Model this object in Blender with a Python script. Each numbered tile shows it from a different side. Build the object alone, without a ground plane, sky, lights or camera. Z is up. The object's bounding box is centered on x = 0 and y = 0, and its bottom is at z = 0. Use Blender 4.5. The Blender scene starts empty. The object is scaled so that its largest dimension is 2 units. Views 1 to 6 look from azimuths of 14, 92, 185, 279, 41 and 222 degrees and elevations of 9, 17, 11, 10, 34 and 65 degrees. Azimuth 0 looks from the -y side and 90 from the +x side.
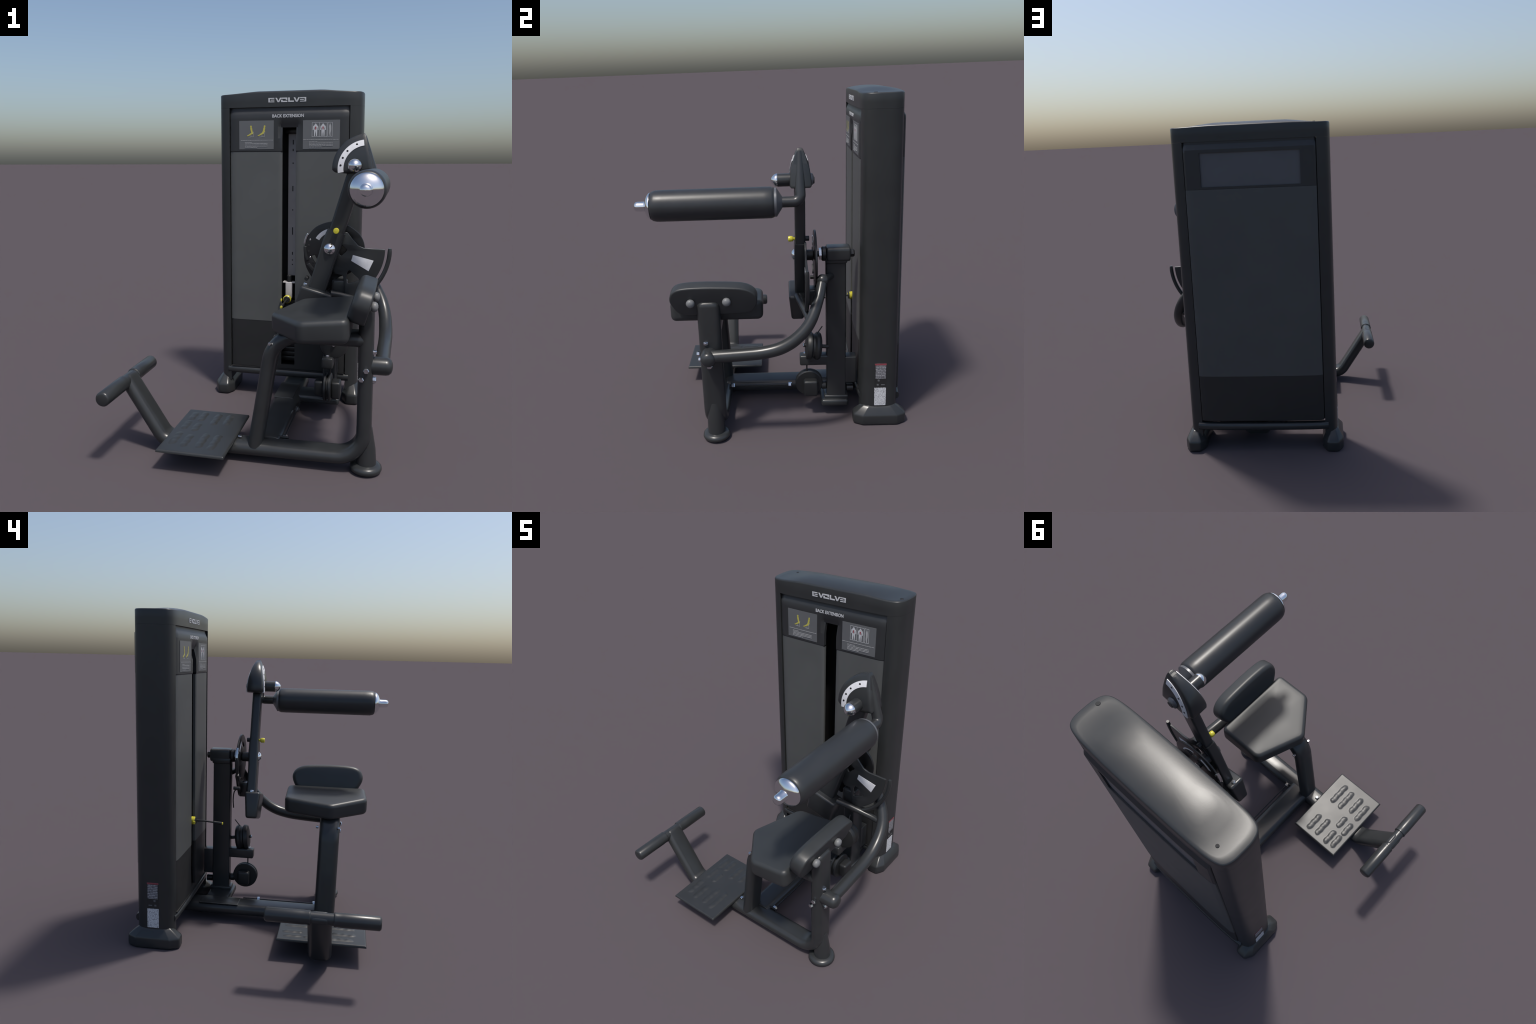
import bpy, bmesh, math, random
from mathutils import Vector, Matrix

random.seed(7)
V = Vector
pi = math.pi

# ------------------------------------------------------------------ materials
def new_mat(name):
    m = bpy.data.materials.new(name)
    m.use_nodes = True
    nt = m.node_tree
    b = nt.nodes["Principled BSDF"]
    return m, nt, b

def coat_mat(name, col, rough, metallic=0.0, var=0.10, scale=9.0, spec=0.5, bump=0.0, bump_scale=220.0):
    """painted / moulded surface: base colour with faint mottling and uneven gloss"""
    m, nt, b = new_mat(name)
    N, L = nt.nodes, nt.links
    tc = N.new("ShaderNodeTexCoord")
    n1 = N.new("ShaderNodeTexNoise")
    n1.inputs["Scale"].default_value = scale
    n1.inputs["Detail"].default_value = 3.0
    L.new(tc.outputs["Object"], n1.inputs["Vector"])
    r = N.new("ShaderNodeValToRGB")
    r.color_ramp.elements[0].position = 0.3
    r.color_ramp.elements[1].position = 0.7
    lo = [c * (1 - var) for c in col]
    hi = [c * (1 + var) for c in col]
    r.color_ramp.elements[0].color = (*lo, 1)
    r.color_ramp.elements[1].color = (*hi, 1)
    L.new(n1.outputs["Fac"], r.inputs["Fac"])
    L.new(r.outputs["Color"], b.inputs["Base Color"])
    mr = N.new("ShaderNodeMapRange")
    mr.inputs["To Min"].default_value = rough * 0.9
    mr.inputs["To Max"].default_value = rough * 1.1
    L.new(n1.outputs["Fac"], mr.inputs["Value"])
    L.new(mr.outputs["Result"], b.inputs["Roughness"])
    b.inputs["Metallic"].default_value = metallic
    b.inputs["Specular IOR Level"].default_value = spec
    if bump > 0:
        n2 = N.new("ShaderNodeTexNoise")
        n2.inputs["Scale"].default_value = bump_scale
        n2.inputs["Detail"].default_value = 2.0
        L.new(tc.outputs["Object"], n2.inputs["Vector"])
        bp = N.new("ShaderNodeBump")
        bp.inputs["Strength"].default_value = bump
        bp.inputs["Distance"].default_value = 0.001
        L.new(n2.outputs["Fac"], bp.inputs["Height"])
        L.new(bp.outputs["Normal"], b.inputs["Normal"])
    return m

def print_mat(name, ground, ink, axis_line, line_scale, along_scale, cover=0.5, rough=0.5):
    """rows of illegible fine print: horizontal bands broken up by stretched noise"""
    m, nt, b = new_mat(name)
    N, L = nt.nodes, nt.links
    tc = N.new("ShaderNodeTexCoord")
    sep = N.new("ShaderNodeSeparateXYZ")
    L.new(tc.outputs["Object"], sep.inputs[0])
    mul = N.new("ShaderNodeMath"); mul.operation = 'MULTIPLY'
    mul.inputs[1].default_value = line_scale
    L.new(sep.outputs["Z"], mul.inputs[0])
    fr = N.new("ShaderNodeMath"); fr.operation = 'FRACT'
    L.new(mul.outputs[0], fr.inputs[0])
    gt = N.new("ShaderNodeMath"); gt.operation = 'GREATER_THAN'
    gt.inputs[1].default_value = 0.42
    L.new(fr.outputs[0], gt.inputs[0])
    mp = N.new("ShaderNodeMapping")
    mp.inputs["Scale"].default_value = (along_scale, along_scale, line_scale)
    L.new(tc.outputs["Object"], mp.inputs["Vector"])
    nz = N.new("ShaderNodeTexNoise")
    nz.inputs["Scale"].default_value = 1.0
    nz.inputs["Detail"].default_value = 1.0
    L.new(mp.outputs[0], nz.inputs["Vector"])
    g2 = N.new("ShaderNodeMath"); g2.operation = 'GREATER_THAN'
    g2.inputs[1].default_value = 1 - cover
    L.new(nz.outputs["Fac"], g2.inputs[0])
    mm = N.new("ShaderNodeMath"); mm.operation = 'MULTIPLY'
    L.new(gt.outputs[0], mm.inputs[0]); L.new(g2.outputs[0], mm.inputs[1])
    mix = N.new("ShaderNodeMix"); mix.data_type = 'RGBA'
    mix.inputs[6].default_value = (*ground, 1)
    mix.inputs[7].default_value = (*ink, 1)
    L.new(mm.outputs[0], mix.inputs[0])
    L.new(mix.outputs[2], b.inputs["Base Color"])
    b.inputs["Roughness"].default_value = rough
    return m

M = {}
M["frame"] = coat_mat("charcoal_powder_coat", (0.0285, 0.0305, 0.0318), 0.30, var=0.06, bump=0.05)
M["tread"] = coat_mat("matt_tread_coat", (0.0275, 0.0295, 0.0310), 0.40, var=0.06, bump=0.05)
M["cabinet"] = coat_mat("charcoal_moulded_shroud", (0.0265, 0.0285, 0.0292), 0.35, var=0.06, bump=0.05)
M["panel"] = coat_mat("grey_sheet_panel", (0.086, 0.090, 0.089), 0.48, var=0.05, scale=5)
M["panel_back"] = coat_mat("grey_rear_panel", (0.066, 0.070, 0.070), 0.50, var=0.05, scale=5)
M["dim_ink"] = coat_mat("dim_grey_print", (0.34, 0.345, 0.35), 0.5, var=0.08, scale=60)
M["panel_dark"] = coat_mat("black_panel", (0.0185, 0.0190, 0.0195), 0.5, var=0.06)
M["display"] = coat_mat("black_display_panel", (0.026, 0.0275, 0.029), 0.42, var=0.05)
M["window"] = coat_mat("slate_window_panel", (0.095, 0.099, 0.109), 0.45, var=0.04)
M["vinyl"] = coat_mat("charcoal_vinyl", (0.031, 0.0335, 0.0345), 0.43, var=0.08, scale=6, bump=0.10, bump_scale=320)
M["foam"] = coat_mat("roller_foam_skin", (0.027, 0.029, 0.031), 0.38, var=0.06, bump=0.08)
M["rubber"] = coat_mat("black_rubber", (0.016, 0.017, 0.018), 0.45, var=0.10)
M["black"] = coat_mat("black_fitting", (0.012, 0.012, 0.013), 0.35, var=0.10)
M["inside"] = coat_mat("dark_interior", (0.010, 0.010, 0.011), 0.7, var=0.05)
M["chrome"] = coat_mat("polished_chrome", (0.80, 0.81, 0.83), 0.07, metallic=1.0, var=0.03)
M["zinc"] = coat_mat("zinc_plated_bolt", (0.62, 0.63, 0.65), 0.22, metallic=1.0, var=0.12, scale=60)
M["collar"] = coat_mat("satin_collar", (0.13, 0.135, 0.145), 0.38, metallic=0.3, var=0.06)
M["steel"] = coat_mat("brushed_guide_steel", (0.50, 0.48, 0.48), 0.5, metallic=0.0, var=0.08)  # base colour lightened to offset slot shade, warmed to offset blue skylight
M["knobgrey"] = coat_mat("grey_plastic_knob", (0.16, 0.165, 0.17), 0.45, var=0.08)
M["white"] = coat_mat("white_decal", (0.72, 0.72, 0.74), 0.4, var=0.05, scale=40)
M["silver"] = coat_mat("silver_decal", (0.72, 0.72, 0.74), 0.35, var=0.08, scale=30)
M["ink"] = coat_mat("pale_grey_lettering", (0.50, 0.51, 0.53), 0.5, var=0.04)
M["placard"] = coat_mat("grey_placard", (0.115, 0.12, 0.125), 0.42, var=0.03)
M["yellow"] = coat_mat("yellow_plastic", (0.62, 0.56, 0.05), 0.28, var=0.08, scale=30)
M["yellowink"] = coat_mat("yellow_print", (0.46, 0.42, 0.08), 0.5, var=0.08, scale=60)
M["redink"] = coat_mat("red_print", (0.26, 0.055, 0.07), 0.5, var=0.1, scale=60)
M["text"] = print_mat("fine_print_rows", (0.115, 0.12, 0.125), (0.40, 0.40, 0.41), "Z", 1.0, 260.0, 0.62)
M["sticker_text"] = print_mat("grey_sticker_print", (0.10, 0.10, 0.11), (0.33, 0.33, 0.35), "Z", 95.0, 200.0, 0.55)
M["sticker_white"] = print_mat("white_sticker_print", (0.62, 0.63, 0.65), (0.22, 0.22, 0.24), "Z", 120.0, 260.0, 0.46)

# ------------------------------------------------------------------ helpers
ROOT = bpy.data.objects.new("back_extension_machine", None)
ROOT.empty_display_size = 0.2
bpy.context.scene.collection.objects.link(ROOT)
ROOT["label"] = "charcoal gym back extension machine with tall weight cabinet and roller"
ROOT["category"] = "gym machine"

def link(ob, parent=None):
    bpy.context.scene.collection.objects.link(ob)
    ob.parent = parent or ROOT
    return ob

def obj(name, verts, faces, mat, parent=None, angle=35, smooth=True):
    me = bpy.data.meshes.new(name)
    me.from_pydata([tuple(v) for v in verts], [], faces)
    bm = bmesh.new(); bm.from_mesh(me)
    bmesh.ops.remove_doubles(bm, verts=bm.verts, dist=1e-6)
    bmesh.ops.recalc_face_normals(bm, faces=bm.faces)
    bm.to_mesh(me); bm.free()
    return finish(name, me, mat, parent, angle, smooth)

def finish(name, me, mat, parent=None, angle=35, smooth=True):
    me.materials.clear()
    me.materials.append(M[mat])
    if smooth:
        me.polygons.foreach_set("use_smooth", [True] * len(me.polygons))
        me.set_sharp_from_angle(angle=math.radians(angle))
    me.update()
    return link(bpy.data.objects.new(name, me), parent)

def lofted(rings, closed_ends=True):
    """rings: lists of equal length, returns verts, faces"""
    n = len(rings[0]); vs = []; fs = []
    for r in rings:
        vs += list(r)
    for i in range(len(rings) - 1):
        for j in range(n):
            a = i * n + j; b = i * n + (j + 1) % n
            fs.append((a, b, b + n, a + n))
    if closed_ends:
        fs.append(tuple(range(n)))
        fs.append(tuple(range((len(rings) - 1) * n, len(rings) * n)))
    return vs, fs

def fillet(pts, rads, seg=10):
    """round the inner corners of a polyline with circular arcs"""
    pts = [V(p) for p in pts]
    out = [pts[0]]
    for i in range(1, len(pts) - 1):
        r = rads[i - 1] if isinstance(rads, (list, tuple)) else rads
        a = (pts[i - 1] - pts[i]).normalized(); b = (pts[i + 1] - pts[i]).normalized()
        ang = a.angle(b)
        d = r / math.tan(ang / 2)
        p0 = pts[i] + a * d; p1 = pts[i] + b * d
        c = pts[i] + (a + b).normalized() * (r / math.sin(ang / 2))
        u = (p0 - c); w = (p1 - c)
        tot = u.angle(w)
        ax = u.cross(w).normalized()
        for k in range(seg + 1):
            out.append(c + Matrix.Rotation(tot * k / seg, 3, ax) @ u)
    out.append(pts[-1])
    return out

def spline(pts, per=8):
    """Catmull-Rom through control points"""
    P = [V(p) for p in pts]
    P = [P[0] * 2 - P[1]] + P + [P[-1] * 2 - P[-2]]
    out = []
    for i in range(1, len(P) - 2):
        for k in range(per):
            t = k / per
            a, b, c, d = P[i - 1], P[i], P[i + 1], P[i + 2]
            out.append(0.5 * ((2 * b) + (c - a) * t + (2 * a - 5 * b + 4 * c - d) * t * t + (3 * b - a - 3 * c + d) * t ** 3))
    out.append(P[-2])
    return out

def stadium(w, h, n=10):
    """flat-oval section, half width w, half height h, (w>=h)"""
    out = []
    for s in (1, -1):
        for k in range(n + 1):
            a = -pi / 2 + pi * k / n
            out.append((s * (w - h) + s * h * math.cos(a), s * h * math.sin(a)))
    return out

def circle(r, n=24):
    return [(r * math.cos(2 * pi * k / n), r * math.sin(2 * pi * k / n)) for k in range(n)]

def rrect(w, h, r, n=5):
    """rounded rectangle section, half sizes"""
    out = []
    for cx, cy, a0 in ((w - r, h - r, 0), (-w + r, h - r, pi / 2), (-w + r, -h + r, pi), (w - r, -h + r, 1.5 * pi)):
        for k in range(n + 1):
            a = a0 + pi / 2 * k / n
            out.append((cx + r * math.cos(a), cy + r * math.sin(a)))
    return out

def sweep(name, path, section, mat, side=None, parent=None, end_round=0.0, scales=None, angle=35):
    """sweep a section along a path; 'side' fixes the section's first axis"""
    P = [V(p) for p in path]
    if end_round > 0:       # dome both ends
        extra0 = []; extra1 = []; s0 = []; s1 = []
        t0 = (P[1] - P[0]).normalized(); t1 = (P[-1] - P[-2]).normalized()
        K = 5
        for k in range(K):
            a = pi / 2 * k / K
            extra0.append(P[0] + t0 * end_round * (1 - math.sin(a)) ); s0.append(k)
        # simple dome: shrink offset rings
        A = [P[0] + t0 * end_round * (1 - math.sin(pi / 2 * (k + 1) / K)) for k in range(K - 1, -1, -1)]
        SA = [1 - (end_round / max(abs(c[0]) for c in section)) * (1 - math.cos(pi / 2 * (k + 1) / K)) for k in range(K - 1, -1, -1)]
        B = [P[-1] - t1 * end_round * (1 - math.sin(pi / 2 * (k + 1) / K)) for k in range(K)]
        SB = [1 - (end_round / max(abs(c[0]) for c in section)) * (1 - math.cos(pi / 2 * (k + 1) / K)) for k in range(K)]
        mid = P[1:-1]
        a0 = P[0] + t0 * end_round; b0 = P[-1] - t1 * end_round
        base_sc = scales[1:-1] if scales else [1] * len(mid)
        P = A + [a0] + mid + [b0] + B
        scales = SA + [1] + base_sc + [1] + SB
    n = len(P)
    rings = []
    prev = None
    for i in range(n):
        if i == 0: t = P[1] - P[0]
        elif i == n - 1: t = P[-1] - P[-2]
        else: t = (P[i + 1] - P[i]).normalized() + (P[i] - P[i - 1]).normalized()
        t.normalize()
        if side is not None:
            s = V(side); s = (s - t * s.dot(t)).normalized()
        else:
            if prev is None:
                s = t.cross(V((0, 0, 1)))
                if s.length < 0.1: s = t.cross(V((1, 0, 0)))
                s.normalize()
            else:
                s = (prev - t * prev.dot(t)).normalized()
            prev = s
        u = t.cross(s)
        k = scales[i] if scales else 1.0
        rings.append([P[i] + s * (a * k) + u * (b * k) for a, b in section])
    vs, fs = lofted(rings)
    return obj(name, vs, fs, mat, parent, angle)

def lathe(name, profile, origin, axis, mat, parent=None, n=40, angle=35):
    """revolve (r, h) profile about an axis through origin"""
    o = V(origin); ax = V(axis).normalized()
    s = ax.cross(V((0, 0, 1)))
    if s.length < 0.1: s = V((1, 0, 0))
    s.normalize(); u = ax.cross(s)
    rings = [[o + ax * h + (s * math.cos(2 * pi * k / n) + u * math.sin(2 * pi * k / n)) * max(r, 1e-5) for k in range(n)] for r, h in profile]
    vs, fs = lofted(rings)
    return obj(name, vs, fs, mat, parent, angle)

def rod(name, a, b, r, mat, parent=None, n=20, bevel=0.15):
    a = V(a); b = V(b); L = (b - a).length
    e = min(r * bevel, L * 0.3)
    return lathe(name, [(0, 0), (r - e, 0), (r, e), (r, L - e), (r - e, L), (0, L)], a, b - a, mat, parent, n, angle=30)

def hexbolt(name, at, axis, r, h, mat, parent=None):
    o = lathe(name, [(0, 0), (r, 0), (r, h * 0.75), (r * 0.8, h), (0, h)], at, axis, mat, parent, n=6, angle=20)
    return o

def box(name, lo, hi, mat, parent=None, bevel=0.004, seg=3, rot=None, pivot=None, taper=None):
    lo = V(lo); hi = V(hi); c = (lo + hi) / 2; s = hi - lo
    bm = bmesh.new()
    bmesh.ops.create_cube(bm, size=1.0)
    for v in bm.verts:
        v.co = V((v.co.x * s.x, v.co.y * s.y, v.co.z * s.z)) + c
        if taper: v.co = taper(v.co)
    if bevel > 0:
        bmesh.ops.bevel(bm, geom=list(bm.edges), offset=min(bevel, min(s) * 0.49), segments=seg, profile=0.5, affect='EDGES')
    if rot is not None:
        bmesh.ops.rotate(bm, verts=bm.verts, cent=V(pivot) if pivot is not None else c, matrix=rot)
    me = bpy.data.meshes.new(name); bm.to_mesh(me); bm.free()
    return finish(name, me, mat, parent, 40)

def plate(name, outline, holes, thick, bevel, mat, to3d, parent=None, angle=40, keep=False):
    """flat plate with holes from 2D outlines; to3d maps (u, v, w) to space"""
    cu = bpy.data.curves.new(name, 'CURVE')
    cu.dimensions = '2D'; cu.fill_mode = 'BOTH'
    cu.extrude = max(thick / 2 - bevel, 1e-5); cu.bevel_depth = bevel; cu.bevel_resolution = 2
    cu.offset = -bevel
    for poly in [outline] + list(holes):
        sp = cu.splines.new('POLY'); sp.points.add(len(poly) - 1)
        for p, q in zip(sp.points, poly): p.co = (q[0], q[1], 0, 1)
        sp.use_cyclic_u = True
    tmp = bpy.data.objects.new("tmp_plate", cu)
    me = bpy.data.meshes.new_from_object(tmp)
    bpy.data.objects.remove(tmp); bpy.data.curves.remove(cu)
    me.name = name
    bm = bmesh.new(); bm.from_mesh(me)
    for v in bm.verts: v.co = to3d(v.co.x, v.co.y, v.co.z)
    bmesh.ops.remove_doubles(bm, verts=bm.verts, dist=1e-5)
    bmesh.ops.recalc_face_normals(bm, faces=bm.faces)
    bm.to_mesh(me); bm.free()
    return finish(name, me, mat, parent, angle)

def arc2(cx, cy, r, a0, a1, n):
    return [(cx + r * math.cos(math.radians(a0 + (a1 - a0) * k / n)), cy + r * math.sin(math.radians(a0 + (a1 - a0) * k / n))) for k in range(n + 1)]

def band2(cx, cy, r0, r1, a0, a1, n=20):
    return arc2(cx, cy, r1, a0, a1, n) + arc2(cx, cy, r0, a1, a0, n)

def round_poly(pts, rads, seg=6):
    """round the corners of a closed polygon (2D)"""
    out = []; n = len(pts)
    for i in range(n):
        p = V(pts[i]).to_3d(); a = (V(pts[i - 1]).to_3d() - p).normalized(); b = (V(pts[(i + 1) % n]).to_3d() - p).normalized()
        r = rads[i] if isinstance(rads, (list, tuple)) else rads
        ang = a.angle(b)
        if r <= 0 or ang > pi - 0.02:
            out.append((p.x, p.y)); continue
        d = r / math.tan(ang / 2)
        c = p + (a + b).normalized() * (r / math.sin(ang / 2))
        u = p + a * d - c; w = p + b * d - c
        tot = u.angle(w); ax = u.cross(w).normalized()
        for k in range(seg + 1):
            q = c + Matrix.Rotation(tot * k / seg, 3, ax) @ u
            out.append((q.x, q.y))
    return out

def smooth_closed(pts, per=6):
    n = len(pts); out = []
    for i in range(n):
        a, b, c, d = (V(pts[(i + k) % n]) for k in (-1, 0, 1, 2))
        for k in range(per):
            t = k / per
            q = 0.5 * ((2 * b) + (c - a) * t + (2 * a - 5 * b + 4 * c - d) * t * t + (3 * b - a - 3 * c + d) * t ** 3)
            out.append((q.x, q.y))
    return out

def inset_poly(poly, d):
    """move a closed (ccw or cw) outline inwards by d along its vertex normals"""
    n = len(poly); area = sum(poly[i][0] * poly[(i + 1) % n][1] - poly[(i + 1) % n][0] * poly[i][1] for i in range(n))
    s = 1 if area > 0 else -1
    out = []
    for i in range(n):
        p = V(poly[i]); a = (p - V(poly[i - 1])); b = (V(poly[(i + 1) % n]) - p)
        t = (a.normalized() + b.normalized())
        if t.length < 1e-6: t = a
        t.normalize()
        nrm = V((-t.y, t.x)) * s
        out.append(tuple(p + nrm * d))
    return out

def cushion(name, outline, thick, rnd_top, rnd_bot, frame, mat, parent=None, crown=0.0, dish=None, angle=60):
    """upholstered pad: outline extruded with rolled edges, crowned top"""
    K = 7
    rings = []
    cx = sum(p[0] for p in outline) / len(outline); cy = sum(p[1] for p in outline) / len(outline)
    def ring(ins, w):
        return [(p[0], p[1], w) for p in (inset_poly(outline, ins) if ins > 1e-6 else outline)]
    K2 = 5
    base = inset_poly(outline, rnd_bot)
    for f in (0.0, 0.5):
        rings.append([(cx + (p[0] - cx) * max(f, 0.001), cy + (p[1] - cy) * max(f, 0.001), 0.0) for p in base])
    for k in range(K2 + 1):
        a = pi / 2 * k / K2
        rings.append(ring(rnd_bot * (1 - math.sin(a)), rnd_bot * (1 - math.cos(a))))
    for k in range(K + 1):
        a = pi / 2 * k / K
        rings.append(ring(rnd_top * (1 - math.cos(a)), thick - rnd_top + rnd_top * math.sin(a)))
    top = inset_poly(outline, rnd_top)
    for f in (0.9, 0.78, 0.64, 0.5, 0.35, 0.2, 0.08, 0.001):
        rr = []
        for p in top:
            x = cx + (p[0] - cx) * f; y = cy + (p[1] - cy) * f
            w = thick + crown * (1 - f * f)
            if dish: w += dish(x, y) * min(1.0, (1 - f) * 4)
            rr.append((x, y, w))
        rings.append(rr)
    rings = [[frame(*q) for q in r] for r in rings]
    vs, fs = lofted(rings)
    return obj(name, vs, fs, mat, parent, angle)

def text_mesh(name, body, size, mat, to3d, parent, thick=0.0012, width=None):
    cu = bpy.data.curves.new(name, 'FONT')
    cu.body = body; cu.size = size; cu.align_x = 'CENTER'; cu.align_y = 'CENTER'
    cu.extrude = thick / 2; cu.offset = 0.0006
    tmp = bpy.data.objects.new("tmp_text", cu)
    link(tmp)
    bpy.context.view_layer.update()
    dg = bpy.context.evaluated_depsgraph_get()
    me = bpy.data.meshes.new_from_object(tmp.evaluated_get(dg))
    bpy.data.objects.remove(tmp); bpy.data.curves.remove(cu)
    xs = [v.co.x for v in me.vertices]; w = max(xs) - min(xs)
    k = (width / w) if width else 1.0
    for v in me.vertices: v.co = to3d(v.co.x * k, v.co.y, v.co.z)
    me.name = name
    return finish(name, me, mat, parent, smooth=False)

# ================================================================== CABINET
CX = 0.028            # cabinet centre in x
# half plan outline: offset from centre, y   (front centre -> side -> back centre)
HALF = [(0, .473), (.10, .4732), (.20, .474), (.29, .4755), (.345, .4775), (.385, .4815), (.418, .490), (.442, .507),
        (.454, .532), (.460, .568), (.460, .622), (.458, .652), (.451, .676), (.438, .695), (.412, .707), (.375, .714),
        (.33, .718), (.22, .722), (.10, .723), (0, .7235)]
_hs = [(p.x, p.y) for p in spline([(a, b, 0) for a, b in HALF], 3)]
SPLIT = 0.383         # post / panel seam

def front_y(dx):
    dx = abs(dx)
    for i in range(len(_hs) - 1):
        if _hs[i][0] <= dx <= _hs[i + 1][0] and _hs[i][1] < .55:
            t = (dx - _hs[i][0]) / max(_hs[i + 1][0] - _hs[i][0], 1e-9)
            return _hs[i][1] + t * (_hs[i + 1][1] - _hs[i][1])
    return .5
def back_y(dx):
    dx = abs(dx)
    for i in range(len(_hs) - 1):
        if _hs[i + 1][0] <= dx <= _hs[i][0] and _hs[i][1] > .6:
            t = (dx - _hs[i + 1][0]) / max(_hs[i][0] - _hs[i + 1][0], 1e-9)
            return _hs[i + 1][1] + t * (_hs[i][1] - _hs[i + 1][1])
    return .68

FULL = [(CX + a, b) for a, b in _hs] + [(CX - a, b) for a, b in _hs[-2:0:-1]]

# side posts: the outer slice of the plan, extruded
for s in (1, -1):
    pts = [(a, b) for a, b in _hs if a >= SPLIT]
    pts = [(SPLIT, front_y(SPLIT))] + pts + [(SPLIT, back_y(SPLIT))]
    inner = [(SPLIT, .67), (SPLIT, .59), (SPLIT, .50)]
    ring2 = pts + inner
    ring2 = [(CX + s * a, b) for a, b in ring2]
    rings = [[V((x, y, z)) for x, y in ring2] for z in (0.085, 0.5, 1.0, 1.5, 1.8925)]
    vs, fs = lofted(rings)
    post = obj("side_post", vs, fs, "cabinet", None, 40)
    # shoe at the foot of the post: hexagonal base, sloping shoulders
    fx = CX + s * 0.429; fy = 0.599
    hexa = [(.034, -.168), (.066, -.105), (.071, -.03), (.071, .03), (.066, .105), (.034, .168),
            (-.034, .168), (-.066, .105), (-.071, .03), (-.071, -.03), (-.066, -.105), (-.034, -.168)]
    hexa = round_poly([(fx + a, fy + b) for a, b in [(.033, -.161), (.064, -.105), (.064, .105), (.033, .161), (-.033, .161), (-.064, .105), (-.064, -.105), (-.033, -.161)]], .022, 5)
    def shoe(ins_z):
        rr = []
        for k, z in ins_z:
            rr.append([V((fx + (x - fx) * k[0], fy + (y - fy) * k[1], z)) for x, y in hexa])
        return rr
    prof = [((.90, .96), 0.0), ((.97, .985), .004), ((1, 1), .012), ((1, 1), .054), ((.985, .99), .062), ((.94, .96), .069), ((.62, .72), .101), ((.52, .64), .109), ((.40, .60), .115)]
    vs, fs = lofted(shoe(prof))
    obj("foot_shoe", vs, fs, "frame", post, 55)
    # side stickers
    sx = CX + s * (0.460)
    def sticker(name, y0, y1, z0, z1, mat, lift):
        e = 0.0015 + lift
        x0 = sx - 0.0005 * s
        ob = box(name, (min(x0, x0 + s * e), y0, z0), (max(x0, x0 + s * e), y1, z1), mat, post, 0.0003, 1)
        return ob
    sticker("warning_sticker", .566, .638, .241, .403, "panel_dark", 0.0)
    sticker("sticker_band", .567, .637, .392, .402, "redink", .0008)
    sticker("sticker_print", .572, .634, .302, .389, "sticker_text", .0008)
    sticker("sticker_symbol", .585, .597, .283, .295, "placard", .0008)
    sticker("sticker_symbol", .580, .592, .255, .266, "placard", .0008)
    sticker("sticker_symbol", .606, .628, .257, .263, "placard", .0008)
    sticker("specification_sticker", .566, .636, .120, .240, "sticker_white", .0004)

# top cap: full plan, rolled upper edge, gentle dome
def capz(x, y):
    u = (x - CX) / .462; v = (y - .587) / .145
    t = max(0, min(1, (abs(u) - .40) / .50))
    return 1.9772 + .0226 * (1 - t * t * (3 - 2 * t)) * (1 - min(1, abs(v)) ** 2.2)
rings = []
def plan(ins): return inset_poly(FULL, ins) if ins > 0 else FULL
for ins, z in ((.012, 1.8928), (.0, 1.8930), (.0, 1.897), (0, 1.93)):
    rings.append([V((x, y, z)) for x, y in plan(ins)])
for ins, dz in ((0.0, -.007), (.001, -.004), (.003, -.0015), (.007, 0.0)):
    rings.append([V((x, y, capz(x, y) + dz)) for x, y in plan(ins)])
c0 = V((CX, .587))
basep = plan(.007)
for f in (.93, .85, .75, .62, .48, .34, .2, .08, .002):
    rr = []
    for x, y in basep:
        p = c0 + (V((x, y)) - c0) * f
        rr.append(V((p.x, p.y, capz(p.x, p.y))))
    rings.append(rr)
vs, fs = lofted(rings)
cap = obj("top_cap", vs, fs, "cabinet", None, 40)
# two small moulding marks on the cap
rod("cap_plug", (.455, .552, 1.955), (.455, .552, 1.9795), .011, "inside", cap, 14)
rod("cap_plug", (-.344, .654, 1.95), (-.344, .654, 1.9815), .008, "inside", cap, 14)

def slab(name, xs, zs, hole, yf, depth, mat, parent=None, angle=25):
    """curved sheet built on a grid of x and z lines; cells for which hole() is true are left open"""
    nx, nz = len(xs), len(zs)
    vs = []; idx = {}
    for i, x in enumerate(xs):
        for k, z in enumerate(zs):
            for d in (0, 1):
                idx[(i, k, d)] = len(vs)
                vs.append(V((x, yf(x, z) + d * depth, z)))
    keep = {(i, k): not hole((xs[i] + xs[i + 1]) / 2, (zs[k] + zs[k + 1]) / 2) for i in range(nx - 1) for k in range(nz - 1)}
    fs = []
    for (i, k), on in keep.items():
        if not on: continue
        fs.append((idx[i, k, 0], idx[i + 1, k, 0], idx[i + 1, k + 1, 0], idx[i, k + 1, 0]))
        fs.append((idx[i, k, 1], idx[i, k + 1, 1], idx[i + 1, k + 1, 1], idx[i + 1, k, 1]))
        for di, dk, e in ((-1, 0, ((i, k), (i, k + 1))), (1, 0, ((i + 1, k), (i + 1, k + 1))), (0, -1, ((i, k), (i + 1, k))), (0, 1, ((i, k + 1), (i + 1, k + 1)))):
            if not keep.get((i + di, k + dk), False):
                a, b = e
                fs.append((idx[a[0], a[1], 0], idx[b[0], b[1], 0], idx[b[0], b[1], 1], idx[a[0], a[1], 1]))
    return obj(name, vs, fs, mat, parent, angle)

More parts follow.
